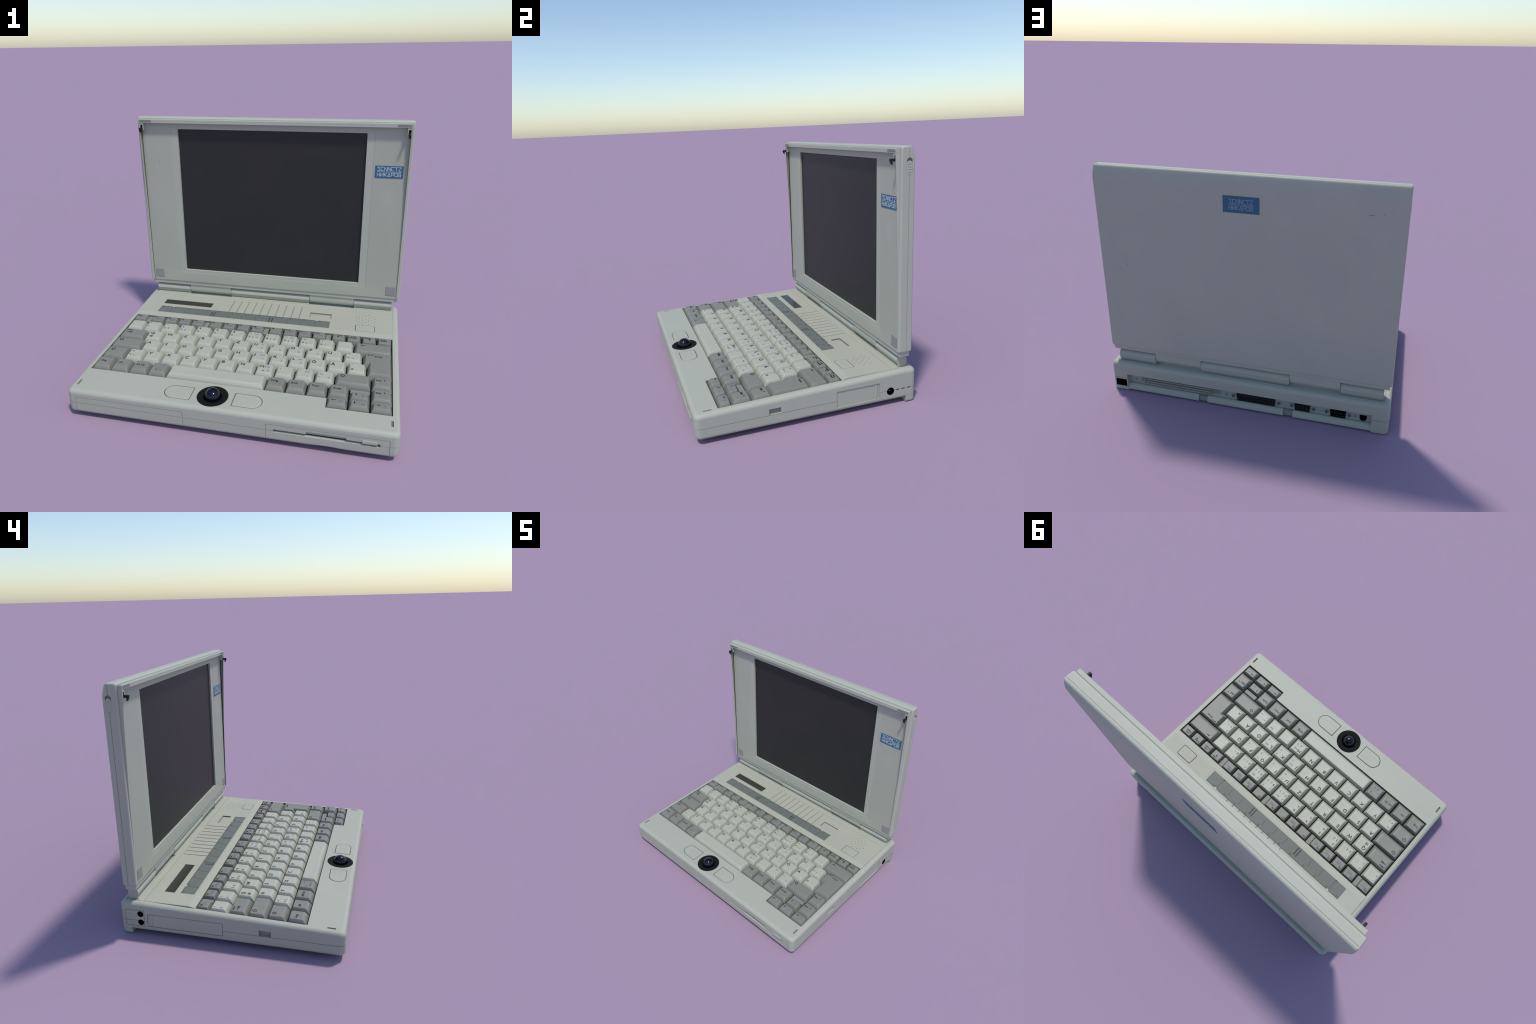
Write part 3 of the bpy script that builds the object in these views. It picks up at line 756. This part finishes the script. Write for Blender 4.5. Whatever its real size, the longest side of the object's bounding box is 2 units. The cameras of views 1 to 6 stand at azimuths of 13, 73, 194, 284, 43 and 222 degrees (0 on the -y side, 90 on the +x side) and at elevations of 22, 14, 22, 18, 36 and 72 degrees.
def put_key(x0, x1, y0, y1, grey, legs=(), lo=0.0, kind="std"):
    key = (round(x1 - x0, 4), round(y1 - y0, 4), grey, kind)
    if key not in cache:
        if kind == "fn": me = key_mesh(x1 - x0, y1 - y0, 0.010, 0.008, 0.0105, HK, 0.0008)
        elif kind == "arrow": me = key_mesh(x1 - x0, y1 - y0, 0.019, 0.007, 0.0160, HK, 0.0012)
        else: me = key_mesh(x1 - x0, y1 - y0)
        me.materials.append(M_keyg if grey else M_keyl); cache[key] = me
    o = D.objects.new("key", cache[key]); SC.collection.objects.link(o)
    cx, cy = (x0 + x1) / 2, (y0 + y1) / 2
    z = ztk(cy) + lo + random.uniform(-0.0005, 0.0005)
    o.location = (cx, cy, z); o.parent = keyboard
    o.rotation_euler = (0.0125 + random.uniform(-.002, .002), random.uniform(-.003, .003), random.uniform(-.004, .004))
    si, fi, bi = (0.0135, 0.014, 0.012) if kind == "fn" else (0.019, 0.022, 0.011) if kind == "arrow" else (0.020, 0.028, 0.013)
    tx0, tx1, ty0, ty1 = x0 + si, x1 - si, y0 + fi, y1 - bi
    for t, u, v, s, c in legs:
        # u, v measured in metres from the top left corner of the cap's upper face
        dish = 0.0 if kind == 'fn' else 0.0015
        hx = (x1 - x0) / 2 - 0.0225; lx = tx0 + u + 0.012 - cx
        uu = min(1, (hx - abs(lx)) / (hx if hx < 0.09 else 0.047))
        z_ = z - dish * (1 - (1 - uu) ** 2)
        LEG.append((t, tx0 + u, ty1 - v - (0.0 if kind == 'fn' else 0.005), z_ + 0.0125 * (ty1 - v + s * .35 - cy), s, c))

K, B, PB = 'k', 'b', 'p'
BIG, SM, XS = 0.039, 0.026, 0.021
def letter(c): return (c, 0.007, 0.040 if c in "ÄÖÜ" else 0.033, BIG, K)
def up(c, s=SM): return (c, 0.012, 0.025, s, K)
def dn(c, s=SM): return (c, 0.008, 0.068, s, K)
def dn2(c): return (c, 0.036, 0.068, SM * .85, K)
def bu(c, s=XS, u=0.050): return (c, u, 0.024, s, B)
def bd(c, s=XS): return (c, 0.064, 0.068, s, B)
rows_ = [
    ([("°", "^"), ("!", "1"), ('"', "2"), ("§", "3"), ("$", "4"), ("%", "5"), ("&", "6"), ("/", "7"), ("(", "8"), (")", "9"), ("=", "0"), ("?", "ß"), ("`", "´")]),
]
extra = {1: {2: [dn2("2")], 3: [dn2("3")], 7: [dn2("{"), bu("Pos1", .017, .046), bd("7")], 8: [dn2("["), ("UP", .068, .018, .018, B), bd("8")],
             9: [dn2("]"), bu("Bild", .017, .046), bd("9")], 10: [dn2("}"), bd("/")], 11: [dn2("\\")]}}
def cellx(a): return X0 + U * a
# number row
for i, (a, b_) in enumerate(rows_[0]):
    put_key(cellx(i), cellx(i + 1), R[1], R[0], False, [up(a), dn(b_)] + extra[1].get(i, []))
put_key(cellx(13), cellx(15), R[1], R[0], True, [("LEFT", 0.022, 0.026, 0.030, K)])
# Q row
put_key(cellx(0), cellx(1.5), R[2], R[1], True, [("TABL", 0.016, 0.020, 0.034, K), ("TABR", 0.016, 0.047, 0.034, K)])
qx = {0: [("@", .012, .068, .026, K)], 6: [("LEFT", .056, .018, .018, B), bd("4")], 7: [bd("5")], 8: [("RIGHT", .056, .018, .018, B), bd("6")], 9: [bd("*")]}
for i, c in enumerate("QWERTZUIOPÜ"):
    put_key(cellx(1.5 + i), cellx(2.5 + i), R[2], R[1], False, [letter(c)] + qx.get(i, []))
put_key(cellx(12.5), cellx(13.5), R[2], R[1], False, [up("*"), dn("+"), ("~", .036, .068, .028, K)])
# A row
put_key(cellx(0), cellx(1.75), R[3], R[2], True, [("SHIFT", 0.018, 0.030, 0.026, K)])
ax = {6: [bu("Ende", .017, .044), bd("1")], 7: [("DOWN", .068, .018, .018, B), bd("2")], 8: [bu("Bild", .017, .046), bd("3")], 9: [("_", .058, .066, .026, PB)]}
for i, c in enumerate("ASDFGHJKLÖÄ"):
    put_key(cellx(1.75 + i), cellx(2.75 + i), R[3], R[2], False, [letter(c)] + ax.get(i, []))
put_key(cellx(12.75), cellx(13.75), R[3], R[2], False, [up("'"), dn("#")])
# Y row
put_key(cellx(0), cellx(1.25), R[4], R[3], True, [("SHIFT", 0.018, 0.032, 0.026, K)])
put_key(cellx(1.25), cellx(2.25), R[4], R[3], False, [up(">"), dn("<"), dn2("|")])
for i, c in enumerate("YXCVBNM"):
    ex = [("µ", .030, .068, .026, K), bu("Einfg", .017, .040), bd("0")] if c == "M" else []
    put_key(cellx(2.25 + i), cellx(3.25 + i), R[4], R[3], False, [letter(c)] + ex)
put_key(cellx(9.25), cellx(10.25), R[4], R[3], False, [up(";"), dn(",")])
put_key(cellx(10.25), cellx(11.25), R[4], R[3], False, [up(":"), dn("."), bu("Entf", .017, .046), bd(",")])
put_key(cellx(11.25), cellx(12.25), R[4], R[3], False, [up("_", .034), dn("-", .030), bd("+", .026)])
put_key(cellx(12.25), cellx(14), R[4], R[3], True, [("SHIFT", 0.014, 0.030, 0.026, K)])
put_key(cellx(14), cellx(15), R[4], R[3], True, [("Bild", .006, .032, .022, K), ("UP", .053, .024, .018, K)])
# bottom row
for i, t in enumerate(("Strg", "Alt", "Alt Gr")):
    put_key(cellx(i), cellx(i + 1), R[5], R[4], True, [(t, 0.012 if i < 2 else 0.008, 0.042, 0.024, K)])
put_key(cellx(3), cellx(4), R[5], R[4], True, [("Fn", .008, .044, .020, PB), ("#", .062, .024, .018, PB), ("2+", .026, .070, .019, K), ("#", .056, .070, .018, PB)])
put_key(cellx(4), cellx(9), R[5], R[4], False)
for i, t in enumerate(("Einfg", "Entf", "Pos1", "Ende")):
    put_key(cellx(9 + i), cellx(10 + i), R[5], R[4], True, [(t, .010, .036, .025, K)])
put_key(cellx(14), cellx(15), R[5], R[4], True, [("Bild", .006, .034, .022, K), ("DOWN", .053, .026, .018, K)])
put_key(cellx(13), cellx(14), R[5], R[5] + 0.083, True, [("UP", .016, .022, .024, K), ("o", .056, .034, .026, B), ("^", .057, .020, .016, B)], -0.006, "arrow")
for i, t in enumerate(("LEFT", "DOWN", "RIGHT")):
    put_key(cellx(12 + i), cellx(13 + i), R[5] - 0.083, R[5], True, [(t, .010, .022, .026, K), ("*" if i != 1 else "o", .058, .030, .028, B), (".", .060, .044, .022, B)], -0.002, "arrow")
# function row
FW, FG = 0.1053, 0.031
x = X0; fil = []
names = ["Esc"] + ["F%d" % k for k in range(1, 13)] + ["Num", "Druck", "Rollen", "Pause"]
has_blue = {"Esc": 1, "F1": 1, "F2": 1, "F3": 1, "F4": 1, "F6": 1, "F8": 1, "F10": 1, "F11": 1, "F12": 1}
for i, t in enumerate(names):
    y0, y1 = R[0], 0.2215
    lg = []
    if i <= 12:
        lg.append((t, .007, .022, .022, K))
        if t in has_blue:
            lg.append(("BAR", .016, .034, .045, PB)); 
            if t not in ("Esc", "F4", "F12", "F3"): lg.append(("BAR", .020, .043, .040, PB))
    elif t == "Num": lg += [("Num", .030, .018, .018, K), ("DOT", .030, .034, .012, K), ("BAR", .006, .014, .022, PB)]
    elif t == "Druck": lg += [("S-Abf", .020, .020, .014, K), ("Druck", .008, .038, .020, K)]
    elif t == "Rollen": lg += [("Rollen", .008, .020, .018, K), ("DOT", .036, .034, .012, K), ("BAR", .032, .048, .016, PB)]
    else: lg += [("Untbr", .014, .020, .014, K), ("Pause", .008, .038, .020, K)]
    put_key(x, x + FW, y0, y1, True, lg, 0.0005, "fn")
    x += FW
    if i in (0, 4, 8, 12):
        fil.append((x, x + FG)); x += FG
bm = bmesh.new()
for a, b_ in fil: add_box(bm, a - 0.0060, b_ - 0.0015, R[0] + 0.006, 0.2175, 0.165, 0.2120, 0.003, 1)
add_box(bm, cellx(13) + 0.006, cellx(14) - 0.006, R[5] + 0.088, R[4] - 0.003, 0.165, 0.1930, 0.003, 1)
obj_from_bm(bm, "blank_filler", M_mid, keyboard)
# L shaped enter key
bm = bmesh.new(); g = 0.0032
def lpoly(fi, bi, si, z):
    x1 = cellx(15) - g - si; xa = cellx(13.5) + g + si; xb = cellx(13.75) + g + si
    ya = R[1] - g - bi; ym = R[2] + g + fi; yb = R[3] + g + fi
    return [bm.verts.new((x, y, z + 0.0125 * (y - (R[2])))) for x, y in ((x1, ya), (xa, ya), (xa, ym), (xb, ym), (xb, yb), (x1, yb))]
zt = ztk(R[2])
rs = [lpoly(0, 0, 0, zt - HK), lpoly(0, 0, 0, zt - 0.03), lpoly(0.024, 0.009, 0.016, zt)]
for a, c in zip(rs, rs[1:]):
    for i in range(6): bm.faces.new((a[i], a[(i + 1) % 6], c[(i + 1) % 6], c[i]))
bm.faces.new(rs[0]); topf = bm.faces.new(rs[-1])
bmesh.ops.recalc_face_normals(bm, faces=bm.faces)
eds = [e for e in bm.edges if topf in e.link_faces] + [e for e in bm.edges if abs(e.verts[0].co.z - e.verts[1].co.z) > 0.02 or (e.verts[0].co.xy - e.verts[1].co.xy).length < 1e-5]
bmesh.ops.bevel(bm, geom=list(set(eds)), offset=0.0035, segments=3, profile=0.5, affect='EDGES', clamp_overlap=True)
obj_from_bm(bm, "key", M_keyg, keyboard, 40, True)
LEG.append(("ENTER", cellx(13.5) + 0.026, R[1] - 0.036, zt + 0.0125 * (0.09), 0.040, K))
LEG.append(("Enter", cellx(13.5) + 0.076, R[1] - 0.040, zt + 0.0125 * (0.09), 0.024, K))
# strip labels F1..F12
SX = [-0.812, -0.714, -0.600, -0.493, -0.360, -0.252, -0.146, -0.040, 0.092, 0.199, 0.307, 0.413]
SLEG = [("F%d" % (i + 1), SX[i] + 0.004, 0.3560, 0.2293, 0.017, 's') for i in range(12)]

# ------------------------------------------------------------------ printing on keys (thin raised ink)
def arrow_shape(kind, s):
    """List of bars/polys in a unit box for arrows, drawn as polygons (x,y)."""
    P = []
    if kind == "LEFT": P = [[(0, .35), (.4, .1), (.4, .6)], [(.4, .28), (1.1, .28), (1.1, .42), (.4, .42)]]
    if kind == "RIGHT": P = [[(1.1, .35), (.7, .6), (.7, .1)], [(0, .28), (.7, .28), (.7, .42), (0, .42)]]
    if kind == "UP": P = [[(.35, .8), (.1, .4), (.6, .4)], [(.28, -.15), (.42, -.15), (.42, .4), (.28, .4)]]
    if kind == "DOWN": P = [[(.35, -.15), (.6, .25), (.1, .25)], [(.28, .25), (.42, .25), (.42, .8), (.28, .8)]]
    if kind == "TABL": P = arrow_shape("LEFT", 1) + [[(-.1, .05), (-.02, .05), (-.02, .65), (-.1, .65)]]
    if kind == "TABR": P = arrow_shape("RIGHT", 1) + [[(1.12, .05), (1.2, .05), (1.2, .65), (1.12, .65)]]
    if kind == "ENTER": P = [[(0, .35), (.3, .15), (.3, .55)], [(.3, .3), (1.0, .3), (1.0, .4), (.3, .4)], [(.92, .4), (1.0, .4), (1.0, .75), (.92, .75)]]
    if kind == "DOT": P = [circle_pts(.5, .4, .5, 10)]
    if kind == "BAR":
        P = []; q = 0.0
        while q < 0.95:
            w = random.uniform(.06, .16); P.append([(q, .0), (min(1, q + w), .0), (min(1, q + w), .12), (q, .12)]); q += w + 0.035
    if kind == "SHIFT":
        o_ = [(.5, 1.0), (1.05, .45), (.78, .45), (.78, .0), (.22, .0), (.22, .45), (-.05, .45)]
        P = []
        for (x0, y0), (x1, y1) in poly_segs(o_, True):
            d = Vector((x1 - x0, y1 - y0)).normalized() * .06; nn = Vector((-d.y, d.x))
            P.append([(x0 - d.x - nn.x, y0 - d.y - nn.y), (x1 + d.x - nn.x, y1 + d.y - nn.y), (x1 + d.x + nn.x, y1 + d.y + nn.y), (x0 - d.x + nn.x, y0 - d.y + nn.y)])
    return P
ink = {'k': bmesh.new(), 'b': bmesh.new(), 'p': bmesh.new(), 's': bmesh.new()}
texts = []
for t, x, y, z, s, c in LEG + SLEG:
    z0 = z - 0.0022
    shp = arrow_shape(t, s)
    if shp:
        for pi_, p in enumerate(shp):
            add_prism(ink[c], [(x + a * s, y + b_ * s) for a, b_ in p], z0, z + 0.0010 + 0.00008 * (pi_ % 8))
    else:
        cu = D.curves.new("t", 'FONT'); cu.body = t; cu.size = s; cu.extrude = 0.0007 if c != 's' else 0.0006
        cu.offset = 0.0004 if (c == 'k' and s > 0.03 and t != 'M') else 0.0
        cu.resolution_u = 2
        o = D.objects.new("t", cu); SC.collection.objects.link(o)
        o.location = (x, y, z + 0.0006 if c != 's' else z + 0.0002); texts.append((o, c))
bpy.context.view_layer.update()
dg = bpy.context.evaluated_depsgraph_get()
for o, c in texts:
    me = D.meshes.new_from_object(o.evaluated_get(dg), depsgraph=dg)
    me.transform(o.matrix_world); ink[c].from_mesh(me); D.meshes.remove(me)
for o, c in texts:
    cu = o.data; D.objects.remove(o); D.curves.remove(cu)
for c, nm, m, par in (('k', "key_printing", M_ink, keyboard), ('b', "key_printing_blue", M_blue, keyboard),
                      ('p', "key_printing_pale_blue", M_paleblue, keyboard), ('s', "strip_printing", M_line, panel)):
    me = D.meshes.new(nm); ink[c].to_mesh(me); ink[c].free(); me.materials.append(m)
    o = D.objects.new(nm, me); SC.collection.objects.link(o); o.parent = par; o["kind"] = "stuff"
